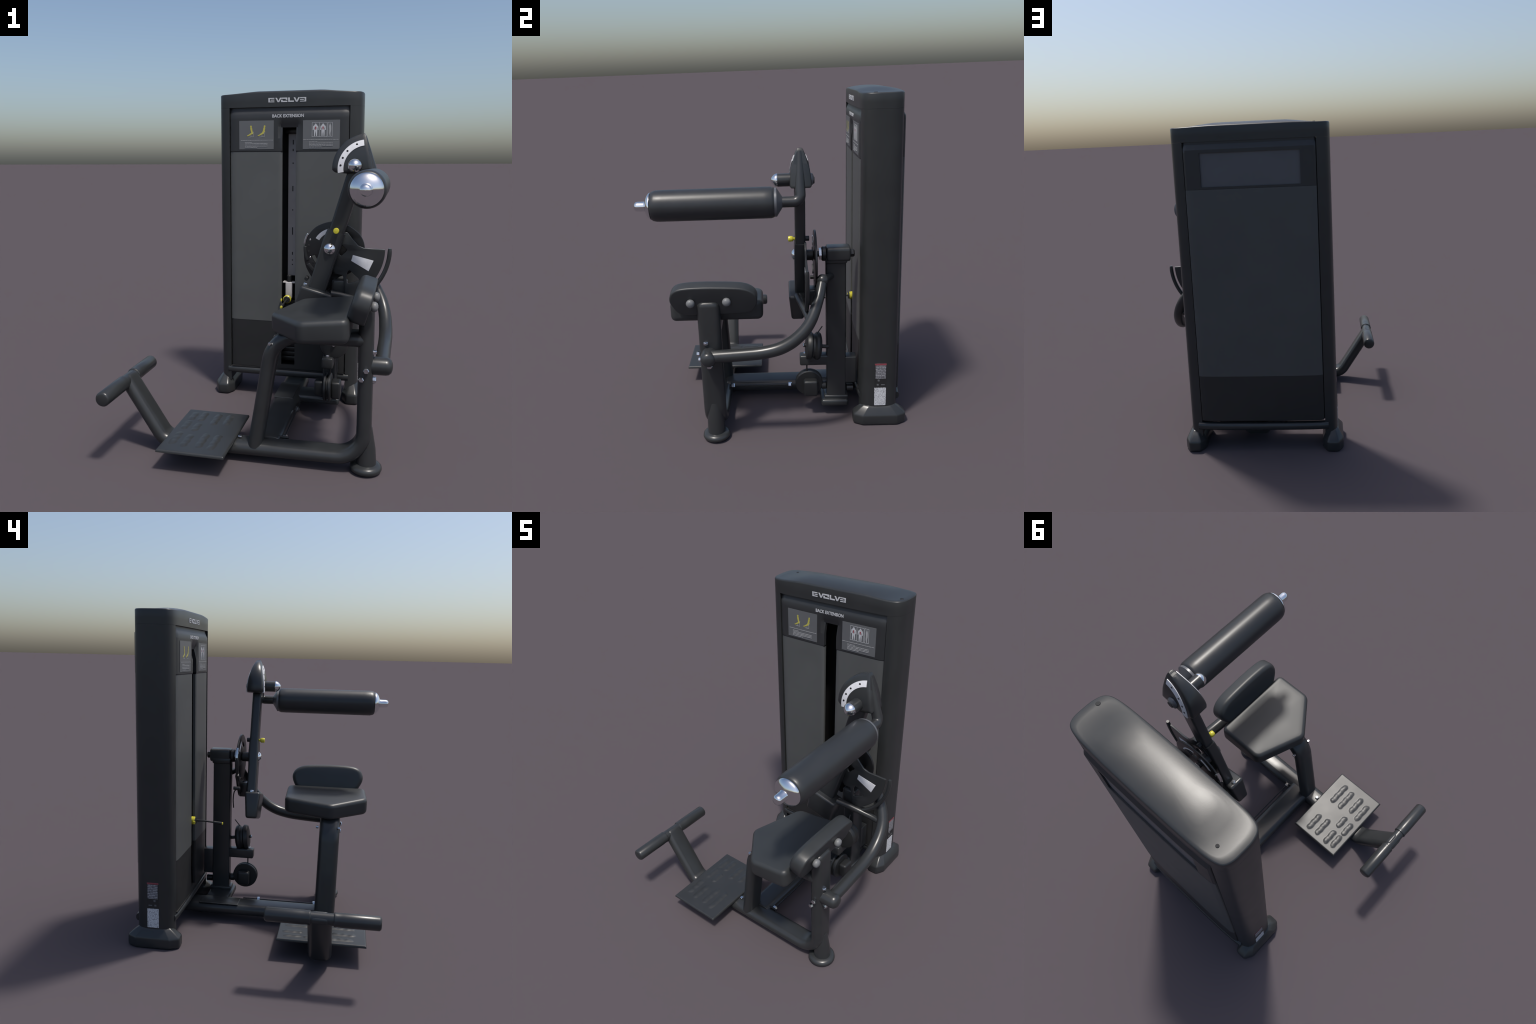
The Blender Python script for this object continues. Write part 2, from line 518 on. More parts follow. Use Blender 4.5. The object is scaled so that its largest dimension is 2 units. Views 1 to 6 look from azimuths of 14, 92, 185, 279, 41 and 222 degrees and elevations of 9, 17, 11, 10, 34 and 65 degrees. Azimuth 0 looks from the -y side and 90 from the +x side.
SL, SR, SB, ST = -.0105, .0785, .222, 1.7675     # weight slot
PW = SPLIT - .005
def lin(a, b, n): return [a + (b - a) * k / n for k in range(n + 1)]
xs_front = sorted(set([CX + d for d in lin(-PW, -.2, 8)] + lin(CX - .2, SL, 6) + [SL - .010, SL, SR, SR + .010] + lin(SR, CX + .2, 5) + [CX + d for d in lin(.2, PW, 8)]))
inslot = lambda x, z: SL < x < SR and SB < z < ST
edge_roll = lambda x: .006 * max(0, (abs(x - CX) - (PW - .012)) / .012) ** 2
slot_lip = lambda x, z: .004 * max(0, 1 - min(abs(x - SL), abs(x - SR)) / .010) if SB < z < ST else 0
fp_y = lambda x, z: front_y(x - CX) + .003 + edge_roll(x) + slot_lip(x, z)
slab("front_panel", xs_front, [.515, .9, 1.3, 1.622], inslot, fp_y, .016, "panel")
slab("dark_lower_front", xs_front, [.196, .206, SB - .008, SB, .36, .5142], inslot, lambda x, z: fp_y(x, z) + .0012, .016, "panel_dark")
fu_y = lambda x, z: front_y(x - CX) + .0005 + edge_roll(x) + .014 * min(1, max(0, (z - 1.846) / .034)) + .004 * max(0, (1.622 - z) / .008) + (.016 * max(0, min(1, (1.82 - z) / .045)) if SL - .014 < x < SR + .014 and ST - .002 < z < 1.83 else 0)
slab("display_panel", xs_front, [1.614, 1.622, 1.70, ST, 1.79, 1.82, 1.846, 1.858, 1.870, 1.880, 1.8934], inslot, fu_y, .022, "display")
# raised hood over the slot
xs_back = [CX + d for d in lin(-PW, PW, 40)]
bp_y = lambda x, z: back_y(x - CX) + .013 - edge_roll(x)
slab("back_panel", xs_back, [.485, .9, 1.3, 1.622], lambda x, z: False, bp_y, -.016, "panel_back")
slab("lower_back_panel", xs_back, [.190, .196, .3, .484], lambda x, z: False, lambda x, z: bp_y(x, z) - .0012 - (.006 if z < .193 else 0), -.016, "panel_dark")
WL, WR, WB, WT = -.262, .312, 1.636, 1.830
xs_b2 = sorted(set(lin(CX - PW, WL, 10) + lin(WL, WR, 24) + lin(WR, CX + PW, 8)))
bu_y = lambda x, z: back_y(x - CX) + .012 - edge_roll(x) - .016 * min(1, max(0, (z - 1.848) / .03))
slab("upper_back_panel", xs_b2, [1.623, WB, 1.70, 1.76, WT, 1.848, 1.862, 1.878, 1.8934], lambda x, z: WL < x < WR and WB < z < WT, bu_y, -.020, "display")
slab("back_window", lin(WL - .006, WR + .006, 24), [WB - .006, 1.73, WT + .006], lambda x, z: False, lambda x, z: back_y(x - CX) + .003, -.006, "window")
# cross rails at the foot, bowed like the shroud
for f, off, z in ((front_y, .020, .163), (back_y, -.008, .153)):
    path = [(CX + d, f(d) + off, z) for d in lin(-.40, .40, 24)]
    sweep("bottom_rail", path, rrect(.026, .024, .02, 5), "frame", side=(0, 1, 0))
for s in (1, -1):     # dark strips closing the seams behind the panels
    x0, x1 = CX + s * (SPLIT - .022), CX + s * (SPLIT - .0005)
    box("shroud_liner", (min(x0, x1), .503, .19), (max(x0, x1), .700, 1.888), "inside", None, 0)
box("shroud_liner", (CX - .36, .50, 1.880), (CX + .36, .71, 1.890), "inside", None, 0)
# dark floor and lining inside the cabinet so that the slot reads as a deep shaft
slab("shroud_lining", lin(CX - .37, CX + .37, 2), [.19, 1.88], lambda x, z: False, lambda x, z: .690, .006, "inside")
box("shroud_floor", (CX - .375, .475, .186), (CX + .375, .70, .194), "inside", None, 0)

# ------------------------------------------------ lettering on the cap
def cap_pt(u, v, w):  # u across from text centre, v up, w outwards
    x = .028 + u * 1.06
    return V((x, front_y(x - CX) - .0006 - w, 1.9342 + v * 1.02))
def stroke(pts):     # closed polygon
    return pts
T = .0052; HH = .0132; W = .036
def bars(*r):
    return [[(x0, y0), (x1, y0), (x1, y1), (x0, y1)] for x0, y0, x1, y1 in r]
E_left = [[(0, -HH), (W, -HH), (W, -HH + T), (.009, -HH + T), (.009, HH - T), (W, HH - T), (W, HH), (0, HH)], [(.014, -T / 2), (W, -T / 2), (W, T / 2), (.014, T / 2)]]
V_let = [[(0, HH), (.009, HH), (.0185, -.006), (.028, HH), (.037, HH), (.0235, -HH), (.0135, -HH)]]
O_let = [[(.0, HH - .0075), (.028, HH - .0075), (.028, -.001), (.037, -.001), (.037, HH), (.0, HH)], [(.037, -HH + .0075), (.009, -HH + .0075), (.009, .001), (0, .001), (0, -HH), (.037, -HH)]]
L_let = [[(0, HH), (.009, HH), (.009, -HH + .0075), (.034, -HH + .0075), (.034, -HH), (0, -HH)]]
E_right = [[(W - x, y) for x, y in poly][::-1] for poly in E_left]
cursor = -.1195
mesh_v = []; mesh_f = []
for glyph, adv in ((E_left, .042), (V_let, .0345), (O_let, .0425), (L_let, .032), (V_let, .038), (E_right, .036)):
    for poly in glyph:
        plate("wordmark_letter", [(cursor + x, y) for x, y in poly], [], .0024, .0002, "ink", lambda u, v, w: cap_pt(u, v, w), cap)
    cursor += adv
def panel_pt(cx, cz, lift=.0012):
    return lambda u, v, w: V((cx + u, front_y(cx + u - CX) + .0015 - lift - w, cz + v))
text_mesh("machine_title", "BACK EXTENSION", .027, "ink", panel_pt(.0265, 1.8365, .0016), None, .0012, .200)

# ------------------------------------------------ instruction placards
def placard(cx, w, z0, z1):
    n = 8
    xs = lin(cx - w / 2, cx + w / 2, n)
    return slab("instruction_placard", xs, [z0, (z0 + z1) / 2, z1], lambda x, z: False, lambda x, z: front_y(x - CX) - .0013, .003, "placard")
def capsule(a, b, r0, r1, n=6):
    a = V(a); b = V(b); d = (b - a).normalized(); nrm = V((-d.y, d.x)); base = math.atan2(nrm.y, nrm.x)
    out = []
    for k in range(n + 1):
        t = base + pi * k / n; out.append((a.x + r0 * math.cos(t), a.y + r0 * math.sin(t)))
    for k in range(n + 1):
        t = base + pi + pi * k / n; out.append((b.x + r1 * math.cos(t), b.y + r1 * math.sin(t)))
    return out
def decal(name, polys, mat, pt, parent, lift=0.0):
    """thin printed shapes, one joined mesh"""
    vs = []; fs = []
    for j, poly in enumerate(polys):
        o = len(vs); n = len(poly); h = .0007 + lift + j * .00002
        vs += [pt(x, y, h) for x, y in poly] + [pt(x, y, 0) for x, y in poly]
        fs.append(tuple(range(o, o + n)))
        for k in range(n):
            fs.append((o + k, o + (k + 1) % n, o + n + (k + 1) % n, o + n + k))
    ob = obj(name, vs, fs, mat, parent, smooth=False)
    return ob
def frame_poly(x0, y0, x1, y1, t):
    return bars((x0, y0, x1, y0 + t), (x0, y1 - t, x1, y1), (x0, y0 + t, x0 + t, y1 - t), (x1 - t, y0 + t, x1, y1 - t))
def oval(cx, cy, rx, ry, n=12): return [(cx + rx * math.cos(2 * pi * k / n), cy + ry * math.sin(2 * pi * k / n)) for k in range(n)]

pl = placard(-.1765, .2255, 1.633, 1.811)
pr = placard(.2360, .2285, 1.632, 1.808)
ptL = panel_pt(-.1765, 1.7217, .0030)
ptR = panel_pt(.2360, 1.7197, .0030)
# seated figures: upright and leaning back
decal("exercise_figure", [oval(-.035, .053, .006, .0065), capsule((-.034, .042), (-.030, .022), .0062, .005), capsule((-.030, .024), (-.026, .012), .005, .0065), capsule((-.026, .013), (-.050, -.001), .0055, .0035), capsule((-.050, -.001), (-.058, -.004), .0032, .003), capsule((-.034, .034), (-.026, .020), .003, .0024)], "yellowink", ptL, pl)
decal("exercise_figure", [oval(.054, .053, .006, .0065), capsule((.052, .042), (.047, .022), .0062, .005), capsule((.047, .024), (.043, .012), .005, .0065), capsule((.044, .013), (.020, -.001), .0055, .0035), capsule((.020, -.001), (.012, -.004), .0032, .003), capsule((.050, .034), (.055, .018), .003, .0024)], "yellowink", ptL, pl)
for ox in (0, .072):
    decal("machine_outline", frame_poly(-.036 + ox, -.012, -.020 + ox, .011, .0012) + bars((-.052 + ox, -.013, -.036 + ox, -.0118)) + [capsule((-.024 + ox, .011), (-.018 + ox, .020), .0008, .0008)], "ink", ptL, pl)
# muscle chart
decal("muscle_chart_frame", frame_poly(-.058, -.014, -.012, .074, .0016) + frame_poly(-.0135, -.014, .036, .074, .0016) + frame_poly(.040, -.014, .068, .074, .0016), "ink", ptR, pr)
for ox in (-.035, .011):
    body = [oval(ox, .062, .0042, .0052), capsule((ox, .053), (ox, .036), .010, .0068), capsule((ox - .012, .050), (ox - .015, .030), .0036, .0028), capsule((ox + .012, .050), (ox + .015, .030), .0036, .0028),
            capsule((ox - .0048, .028), (ox - .006, .008), .0052, .0036), capsule((ox + .0048, .028), (ox + .006, .008), .0052, .0036), capsule((ox - .006, .005), (ox - .0062, -.008), .0032, .0022), capsule((ox + .006, .005), (ox + .0062, -.008), .0032, .0022)]
    decal("muscle_figure", body, "ink", ptR, pr)
    decal("muscle_highlight", [capsule((ox, .045), (ox, .032), .0044, .0026)], "redink", ptR, pr, .0006)
decal("muscle_figure", [oval(.054, .061, .004, .005), capsule((.054, .052), (.055, .032), .0062, .0058), capsule((.055, .028), (.053, .010), .006, .0044), capsule((.053, .007), (.055, -.008), .0038, .0026)], "dim_ink", ptR, pr)
rnd = random.Random(11)
def words(x0, x1, z, h, r):
    out = []; x = x0
    while x < x1 - .003:
        w = min(r.uniform(.006, .018), x1 - x)
        out.append([(x, z), (x + w, z), (x + w, z + h), (x, z + h)]); x += w + r.uniform(.0012, .0028)
    return out
for pt, par, lines in ((ptL, pl, [(-.102, .108, -.0345, .003), (-.075, -.024, -.0475, .0028), (-.075, .072, -.0555, .0032), (-.075, .072, -.0635, .0032), (-.075, .072, -.0715, .0032), (-.075, .004, -.080, .0028)]),
                        (ptR, pr, [(-.112, .108, -.032, .003), (-.075, -.024, -.046, .0028), (-.075, .072, -.0535, .0032), (-.075, .072, -.0615, .0032), (-.075, .072, -.0695, .0028), (-.075, .004, -.0775, .0032)])):
    polys = []
    for x0, x1, z, h in lines: polys += words(x0, x1, z, h, rnd)
    o = decal("fine_print", polys, "dim_ink", pt, par)
    o["kind"] = "stuff"

# ------------------------------------------------ weight stack seen through the slot
rail = box("guide_rail", (.004, .618, .80), (.066, .632, 1.735), "steel", None, .002)
for z, h in ((1.68, .03), (1.63, .016), (1.545, .010), (1.38, .035), (1.24, .008), (1.10, .05), (.95, .02), (.905, .008), (.875, .008)):
    box("guide_slot", (.032, .6165, z - h / 2), (.038, .619, z + h / 2), "inside", rail, .0005, 1)
box("guide_header", (-.01, .59, 1.735), (.085, .62, 1.762), "black", None, .004)
for k in range(13):
    z = .225 + k * .0325
    wp = box("weight_plate", (-.11, .560, z), (.185, .680, z + .0305), "black", None, .004, 2)
head = box("selector_carriage", (.010, .505, .668), (.055, .54, .775), "steel", None, .005)
rod("selector_post", (.033, .525, .77), (.033, .525, .818), .017, "rubber", head)
box("carriage_flange", (-.008, .508, .768), (.074, .555, .776), "steel", head, .002)
rod("selector_pin_collar", (.028, .464, .668), (.028, .492, .668), .026, "yellow", None)
rod("selector_pin_boss", (.028, .456, .668), (.028, .466, .668), .022, "rubber", None)
sweep("selector_pin", [(.030, .462, .669), (.029, .40, .669), (.028, .335, .664)], circle(.0055, 14), "rubber")
rod("selector_handle", (.0282, .340, .6645), (.027, .284, .660), .0095, "rubber", None)
rod("selector_tip", (.0270, .286, .660), (.0268, .279, .6595), .0085, "yellow", None)
box("selector_tab", (-.012, .455, .655), (-.004, .470, .672), "yellow", None, .002)

# ================================================================== BASE FRAME
FY = -0.397       # plane of the front frame
OV = stadium(.0665, .0365)
# main front tube: handle arm, floor run, right upright
path = fillet([(-.697, FY, .404), (-.474, FY, .060), (.590, FY, .0770), (.590, FY, .875)], [.09, .14], 14)
sweep("floor_tube", path, OV, "frame", side=(0, 1, 0), end_round=.03)
# left leg bending over into the seat beam
path = fillet([(.030, -.398, .086), (.130, -.408, .692), (.585, FY, .692)], [.16], 16)
sweep("seat_leg", path, stadium(.0655, .0365), "frame", side=(0, 1, 0))
# foot of the front upright
lathe("front_foot", [(0, 0), (.060, 0), (.074, .006), (.081, .017), (.079, .030), (.070, .039), (.056, .044), (0, .046)], (.602, FY, 0), (0, 0, 1), "frame", None, 48, 50)
sweep("foot_stem", [(.605, FY, .030), (.600, FY, .12), (.590, FY, .235)], circle(.0495, 32), "frame", side=(0, 1, 0), scales=[1.02, 1.0, .80])
# long base tube to the cabinet
sweep("base_tube", [(.079, -.37, .077), (.079, .60, .077)], stadium(.081, .038), "frame", side=(1, 0, 0), end_round=.006)
box("base_gusset", (.005, .17, .113), (.125, .43, .119), "frame", None, .003)
box("column_foot", (.115, .250, .062), (.398, .420, .108), "frame", None, .016, 4)
box("column_collar", (.276, .270, .10), (.376, .420, .128), "frame", None, .008)
rod("tie_rod", (.172, -.318, .100), (.172, .16, .100), .005, "black", None, 10)
for y in (-.335, .045):
    hexbolt("tie_bolt", (.172, y, .100), (0, 1, 0), .016, .022, "zinc")
rod("tie_pin", (.115, -.338, .105), (.195, -.338, .105), .006, "black", None, 10)
# T handle
armend = V((-.690, FY, .381))
grip_prof = [(0, 0), (.026, .0), (.033, .004), (.0375, .012), (.0375, .24), (.034, .246), (.0335, .25)]
lathe("handle_bar", [(0, 0), (.033, 0), (.033, .17), (0, .17)], (-.682, -.475, .381), (0, 1, 0), "frame", None, 32)
for y, s in ((-.717, 1), (-.102, -1)):
    lathe("hand_grip", [(0, 0), (.027, 0), (.0335, .003), (.0385, .011), (.0392, .20), (.0375, .228), (.0392, .236), (.0385, .243), (.034, .247), (.030, .247)], (-.682, y, .381), (0, s, 0), "frame", None, 36, 40)
# tread plate with embossed grips
def tread_h(x, y):
    h = 0
    for cx, y0, y1, ph in ((-.158, -.603, -.433, 0), (-.226, -.592, -.433, 1), (-.306, -.598, -.459, 2), (-.372, -.583, -.440, 3),
                           (-.164, -.307, -.171, 4), (-.234, -.320, -.177, 5), (-.310, -.413, -.317, 6), (-.373, -.403, -.295, 7), (-.317, -.284, -.167, 8), (-.372, -.283, -.178, 9)):
        yy = max(y0 + .018, min(y1 - .018, y))
        wob = .0015 * math.sin(y * 110 + ph * 2.1)
        d = math.hypot(x - cx - wob, y - yy) / (.0225 if x < cx + wob else .019)
        if d < 1: h = max(h, .0042 * (1 - d * d) ** 1.1 * (1 + .16 * math.sin(y * 150 + ph * 3)))
    return h
PX0, PX1, PY0, PY1, PZ = -.428, -.072, -.659, -.139, .118
nx, ny = 110, 150
vs = []; fs = []
def edge_drop(x, y):
    d = min(x - PX0, PX1 - x, y - PY0, PY1 - y)
    return .006 * max(0, 1 - d / .006) ** 2
for j in range(ny + 1):
    for i in range(nx + 1):
        x = PX0 + (PX1 - PX0) * i / nx; y = PY0 + (PY1 - PY0) * j / ny
        vs.append((x, y, PZ + .0045 + tread_h(x, y) - edge_drop(x, y)))
for j in range(ny):
    for i in range(nx):
        a = j * (nx + 1) + i; fs.append((a, a + 1, a + nx + 2, a + nx + 1))
border = [i for i in range(nx + 1)] + [j * (nx + 1) + nx for j in range(1, ny + 1)] + [ny * (nx + 1) + i for i in range(nx - 1, -1, -1)] + [j * (nx + 1) for j in range(ny - 1, 0, -1)]
o = len(vs)
for b in border: vs.append((vs[b][0], vs[b][1], PZ - .010))
nb = len(border)
for k in range(nb): fs.append((border[k], border[(k + 1) % nb], o + (k + 1) % nb, o + k))
fs.append(tuple(range(o, o + nb)))
box("rubber_foot", (-.300, -.462, 0.0), (-.200, -.334, .034), "rubber", None, .008)
tread = obj("tread_plate", vs, fs, "tread", None, 50)
for x in (-.055, ):
    box("tread_clip", (x - .012, -.405, .108), (x + .008, -.385, .116), "zinc", None, .002)

# ================================================================== SEAT
seat_out = round_poly([(.522, -.632), (.288, -.644), (.110, -.412), (.222, -.098), (.522, -.090)], [.035, .055, .055, .055, .035], 7)
# resample corners smoothly
def seat_frame(x, y, w):
    return V((x - .03 * (w - .04), y, .6985 + w + (.055 + .45 * w) * (x - .10)))
def seat_dish(x, y):
    return -.004 * math.exp(-(((x - .47) / .14) ** 2 + ((y + .36) / .17) ** 2))
def densify(poly, step=.012):
    out = []
    for i in range(len(poly)):
        a = V(poly[i]); b = V(poly[(i + 1) % len(poly)]); n = max(1, int((b - a).length / step))
        for k in range(n): out.append(tuple(a + (b - a) * k / n))
    return out
cushion("seat_cushion", densify(seat_out), .101, .024, .026, seat_frame, "vinyl", None, .003, seat_dish)
box("seat_board", (.20, -.455, .690), (.50, -.34, .712), "rubber", None, .006)
# backrest pad, tilted
tilt = V((.29, 0, 1)).normalized(); nrm = V((-tilt.z, 0, tilt.x))
b0 = V((.613, -.364, .890))
pad_out = smooth_closed([(-.232, -.055), (-.249, -.004), (-.232, .048), (-.185, .074), (-.09, .082), (.03, .080), (.16, .070), (.222, .042), (.247, -.004), (.235, -.058), (.20, -.098), (.1, -.108), (-.1, -.108), (-.195, -.098)], 5)
def br_frame(u, v, w): return b0 + V((0, 1, 0)) * u + tilt * v + nrm * w
cushion("backrest_pad", densify(pad_out, .012), .086, .030, .010, br_frame, "vinyl", None, .004)
for y, z in ((-.492, .876), (-.289, .880)):
    lathe("backrest_knob", [(0, 0), (.020, 0), (.024, .006), (.0245, .016), (.020, .026), (.010, .031), (0, .032)], (.614, y, z), (1, 0, -.05), "knobgrey", None, 28, 60)
# ================================================================== BRACE ARM
sock = lathe("brace_socket", [(0, 0), (.045, 0), (.045, .085), (.042, .100), (.032, .112), (.016, .118), (0, .119)], (.602, -.405, .560), (1, 0, 0), "frame", None, 40, 60)
brace = spline([(.668, -.40, .565), (.669, -.30, .570), (.670, -.20, .576), (.672, -.10, .585), (.673, -.01, .605), (.670, .06, .638), (.664, .115, .680), (.652, .158, .725), (.632, .190, .775), (.600, .215, .830), (.560, .236, .882), (.512, .252, .932)], 5)
sweep("brace_arm", brace, circle(.0345, 28), "frame", scales=[1.06 - .42 * max(0, (i / (len(brace) - 1)) - .45) for i in range(len(brace))])
sweep("brace_stub", [(.50, .262, .945), (.43, .285, .935), (.355, .32, .925)], circle(.020, 20), "frame")
lathe("brace_ball", [(0, -.034), (.014, -.031), (.024, -.024), (.031, -.014), (.034, 0), (.031, .014), (.024, .024), (.014, .031), (0, .034)], (.500, .258, .950), (1, 0, 0), "frame", None, 28, 70)
box("lever_stop", (.350, .172, .768), (.440, .240, .868), "frame", None, .012)
for p, ax in (((.628, -.42, .625), (0, 0, 1)), ((.596, -.466, .552), (0, -1, 0)), ((.628, -.41, .488), (0, 0, -1)), ((.626, -.405, .487), (1, 0, 0))):
    hexbolt("frame_bolt", p, ax, .015, .016, "zinc")
hexbolt("frame_bolt", (.575, -.464, .505), (-.2, -1, 0), .014, .014, "zinc")
for s in (1, -1):
    hexbolt("seat_bolt", (.118, FY + s * .062, .652), (0, s, 0), .009, .016, "zinc")

# ================================================================== COLUMN
COX = .340
sweep("column", [(.331, .346, .10), (.331, .346, 1.02)], rrect(.039, .060, .010, 4), "frame", side=(1, 0, 0))
box("column_shoulder", (.284, .284, 1.005), (.384, .414, 1.045), "frame", None, .012)
sweep("bearing_housing", [(COX, .290, 1.062), (COX, .432, 1.062)], rrect(.052, .044, .022, 5), "frame", side=(1, 0, 0), end_round=.012)
rod("pivot_shaft", (COX + .002, .10, 1.058), (COX + .002, .455, 1.058), .017, "black", None)
hexbolt("shaft_nut", (COX, .43, 1.058), (0, 1, 0), .024, .028, "black")
rod("bearing_flange", (COX, .262, 1.058), (COX, .293, 1.058), .044, "black", None, 28)
hexbolt("shaft_nut", (COX, .248, 1.058), (0, 1, 0), .036, .022, "zinc")
box("cabinet_bracket", (.300, .400, .215), (.372, .470, .392), "frame", None, .006)
for y in (.445,):
    rod("bracket_bolt", (.34, .41, .165), (.34, .455, .165), .022, "black", None)
box("column_decal", (.2995, .300, .955), (.301, .300 + .01, .99), "silver", None, 0)
# pulley bracket and pulleys
box("pulley_arm", (.304, .120, .338), (.370, .300, .404), "frame", None, .010)
hexbolt("pulley_arm_bolt", (.337, .155, .403), (0, 0, 1), .014, .012, "zinc")
tiltax = V((.04, -1, .10))
lathe("upper_pulley", [(0, -.048), (.060, -.048), (.078, -.042), (.086, -.030), (.086, -.016), (.074, -.006), (.074, .006), (.086, .014), (.086, .028), (.080, .040), (.060, .046), (0, .046)], (.366, .205, .474), tiltax, "rubber", None, 40, 30)
rod("pulley_axle", (.366, .300, .464), (.372, .146, .482), .012, "rubber", None)
hexbolt("pulley_bolt", (.371, .153, .48), (0, -1, 0), .011, .012, "zinc")
lathe("lower_pulley", [(0, -.022), (.080, -.022), (.0855, -.018), (.0855, -.008), (.072, -.003), (.072, .003), (.0855, .008), (.0855, .018), (.080, .022), (0, .022)], (.338, .176, .209), (1, 0, 0), "rubber", None, 44, 30)
box("pulley_hub", (.358, .140, .145), (.415, .228, .250), "rubber", None, .014, 4)
box("pulley_hub", (.258, .140, .155), (.318, .222, .250), "rubber", None, .014, 4)
lathe("pulley_swivel", [(0, 0), (.012, 0), (.026, .012), (.026, .036), (.0, .04)], (.338, .292, .185), (0, -1, 0), "rubber", None, 20, 40)
rod("cable", (.352, .163, .28), (.352, .163, .48), .0045, "black", None, 8)
rod("cable", (.37, .225, .55), (.36, .262, .60), .0035, "black", None, 8)
sweep("cable", spline([(.30, .262, .70), (.30, .266, .76), (.298, .258, .815), (.296, .236, .835)], 6), circle(.004, 8), "black")

# ================================================================== LEVER ARM
PV = V((.344, 0, 1.058))              # main pivot
LD = V((.294, 0, 1)).normalized()     # lever direction
LX = V((LD.z, 0, -LD.x))
def lev(a, b, y): return PV + LD * a + LX * b + V((0, y, 0))
sweep("lever_tube", [lev(.06, .006, .137), lev(.49, .006, .137)], rrect(.044, .030, .014, 4), "frame", side=LX)
sweep("lever_sleeve", [lev(-.26, -.002, .131), lev(-.06, -.002, .132), lev(.03, 0, .134), lev(.105, .004, .136)], rrect(.052, .031, .012, 4), "frame", side=LX, scales=[.98, 1, 1.07, 1.0])
# counterweight block under the lever
def cw_taper(co):
    if co.z < .72:
        co = V((co.x, .112 + (co.y - .112) * .72, co.z))
    return co
R = Matrix.Rotation(math.atan2(.27, 1), 3, 'Y')
box("counterweight", (.172, .062, .646), (.362, .168, .822), "frame", None, .016, 4, rot=R, pivot=(.27, .112, .80), taper=cw_taper)
hexbolt("counterweight_bolt", (.200, .123, .832), (LD.x, 0, LD.z), .014, .022, "zinc")
lathe("pivot_cap", [(0, .024), (.012, .0225), (.024, .016), (.034, .004), (.036, 0), (.036, -.004), (0, -.004)], (.342, .105, 1.058), (0, -1, 0), "chrome", None, 32, 70)
lathe("adjuster_knob", [(0, 0), (.009, 0), (.009, .008), (.013, .010), (.016, .014), (.017, .030), (.0145, .038), (.0, .040)], (.381, .106, 1.167), (0, -1, 0), "yellow", None, 24, 40)
rod("adjuster_stud", (.381, .165, 1.167), (.381, .190, 1.167), .015, "rubber", None)
rod("pivot_boss", (.344, .160, 1.054), (.344, .216, 1.054), .032, "rubber", None, 28)
# quadrant plate behind the lever, with window
outer = arc2(.344, 1.058, .308, 0, -74, 26)
quad_out = [(.415, 1.155), (.438, 1.150), (.468, 1.112), (.500, 1.076), (.536, 1.062)] + outer[0:] + [(.430, .812), (.415, .90), (.372, .905), (.330, .96), (.33, 1.10)]
quad_hole1 = round_poly([(.392, 1.088), (.440, 1.050), (.398, 1.008), (.385, 1.05)], .008, 3)
quad_hole2 = round_poly([(.448, .936), (.516, .876), (.440, .850), (.436, .90)], .008, 3)
toXZ = lambda y: (lambda u, v, w: V((u, y + w, v)))
quad = plate("quadrant_plate", quad_out, [quad_hole1, quad_hole2], .012, .003, "frame", toXZ(.165))
plate("quadrant_decal", [(.471, 1.021), (.589, .992), (.562, .930), (.462, .987)], [], .0016, .0002, "silver", toXZ(.1583), quad)
plate("quadrant_decal", [(.471, 1.021), (.589, .992), (.562, .930), (.462, .987)], [], .0016, .0002, "silver", toXZ(.1717), quad)
railp = [(x, .163, z) for x, z in arc2(.344, 1.058, .334, 1, -72, 30)]
sweep("guard_rail", railp + [(.41, .150, .765), (.345, .130, .800)], circle(.0125, 16), "frame", side=(0, 1, 0), scales=[.75, .95] + [1.0] * 26 + [1.1, 1.2, 1.3] + [1.5, 1.6])
sweep("link_tube", spline([(.35, .112, .800), (.42, .130, .785), (.50, .155, .758), (.58, .170, .738), (.645, .168, .728)], 6), circle(.019, 20), "frame")
# range-of-motion cam disc
cam = smooth_closed([(.322, 1.203), (.247, 1.172), (.198, 1.113), (.176, 1.030), (.186, .943), (.226, .868), (.292, .792), (.330, .800), (.380, .872), (.455, .905), (.515, .975), (.534, 1.055), (.509, 1.128), (.445, 1.180), (.385, 1.203)], 5)
cam_hole = band2(.35, 1.045, .070, .108, 40, 85, 8)
camo = plate("cam_disc", cam, [cam_hole, band2(.35, 1.045, .115, .135, 200, 250, 8)], .012, .004, "black", toXZ(.224))
for a0, a1 in ((108, 150),):
    for y in (.2175, .2305):
        plate("cam_decal", band2(.352, 1.045, .098, .122, a0, a1, 10), [], .0016, .0002, "silver", toXZ(y), camo)
plate("cam_decal", band2(.352, 1.045, .118, .128, 20, 80, 10), [], .0016, .0002, "silver", toXZ(.2305), camo)
plate("cam_clip", band2(.352, 1.045, .168, .180, 150, 172, 6), [], .018, .002, "zinc", toXZ(.224), camo)
plate("cam_bumper", band2(.352, 1.045, .160, .178, 176, 206, 6), [], .022, .003, "rubber", toXZ(.224), camo)
plate("cam_bumper", band2(.352, 1.045, .165, .186, 212, 232, 6), [], .024, .004, "rubber", toXZ(.224), camo)
for k in range(9):
    a = math.radians(160 + k * 14)
    rod("cam_pin_hole", (.352 + .148 * math.cos(a), .2165, 1.045 + .148 * math.sin(a)), (.352 + .148 * math.cos(a), .2315, 1.045 + .148 * math.sin(a)), .006, "zinc" if k % 3 == 0 else "inside", camo, 10)
rod("cam_bumper_pin", (.195, .20, .862), (.195, .245, .862), .012, "rubber", camo)

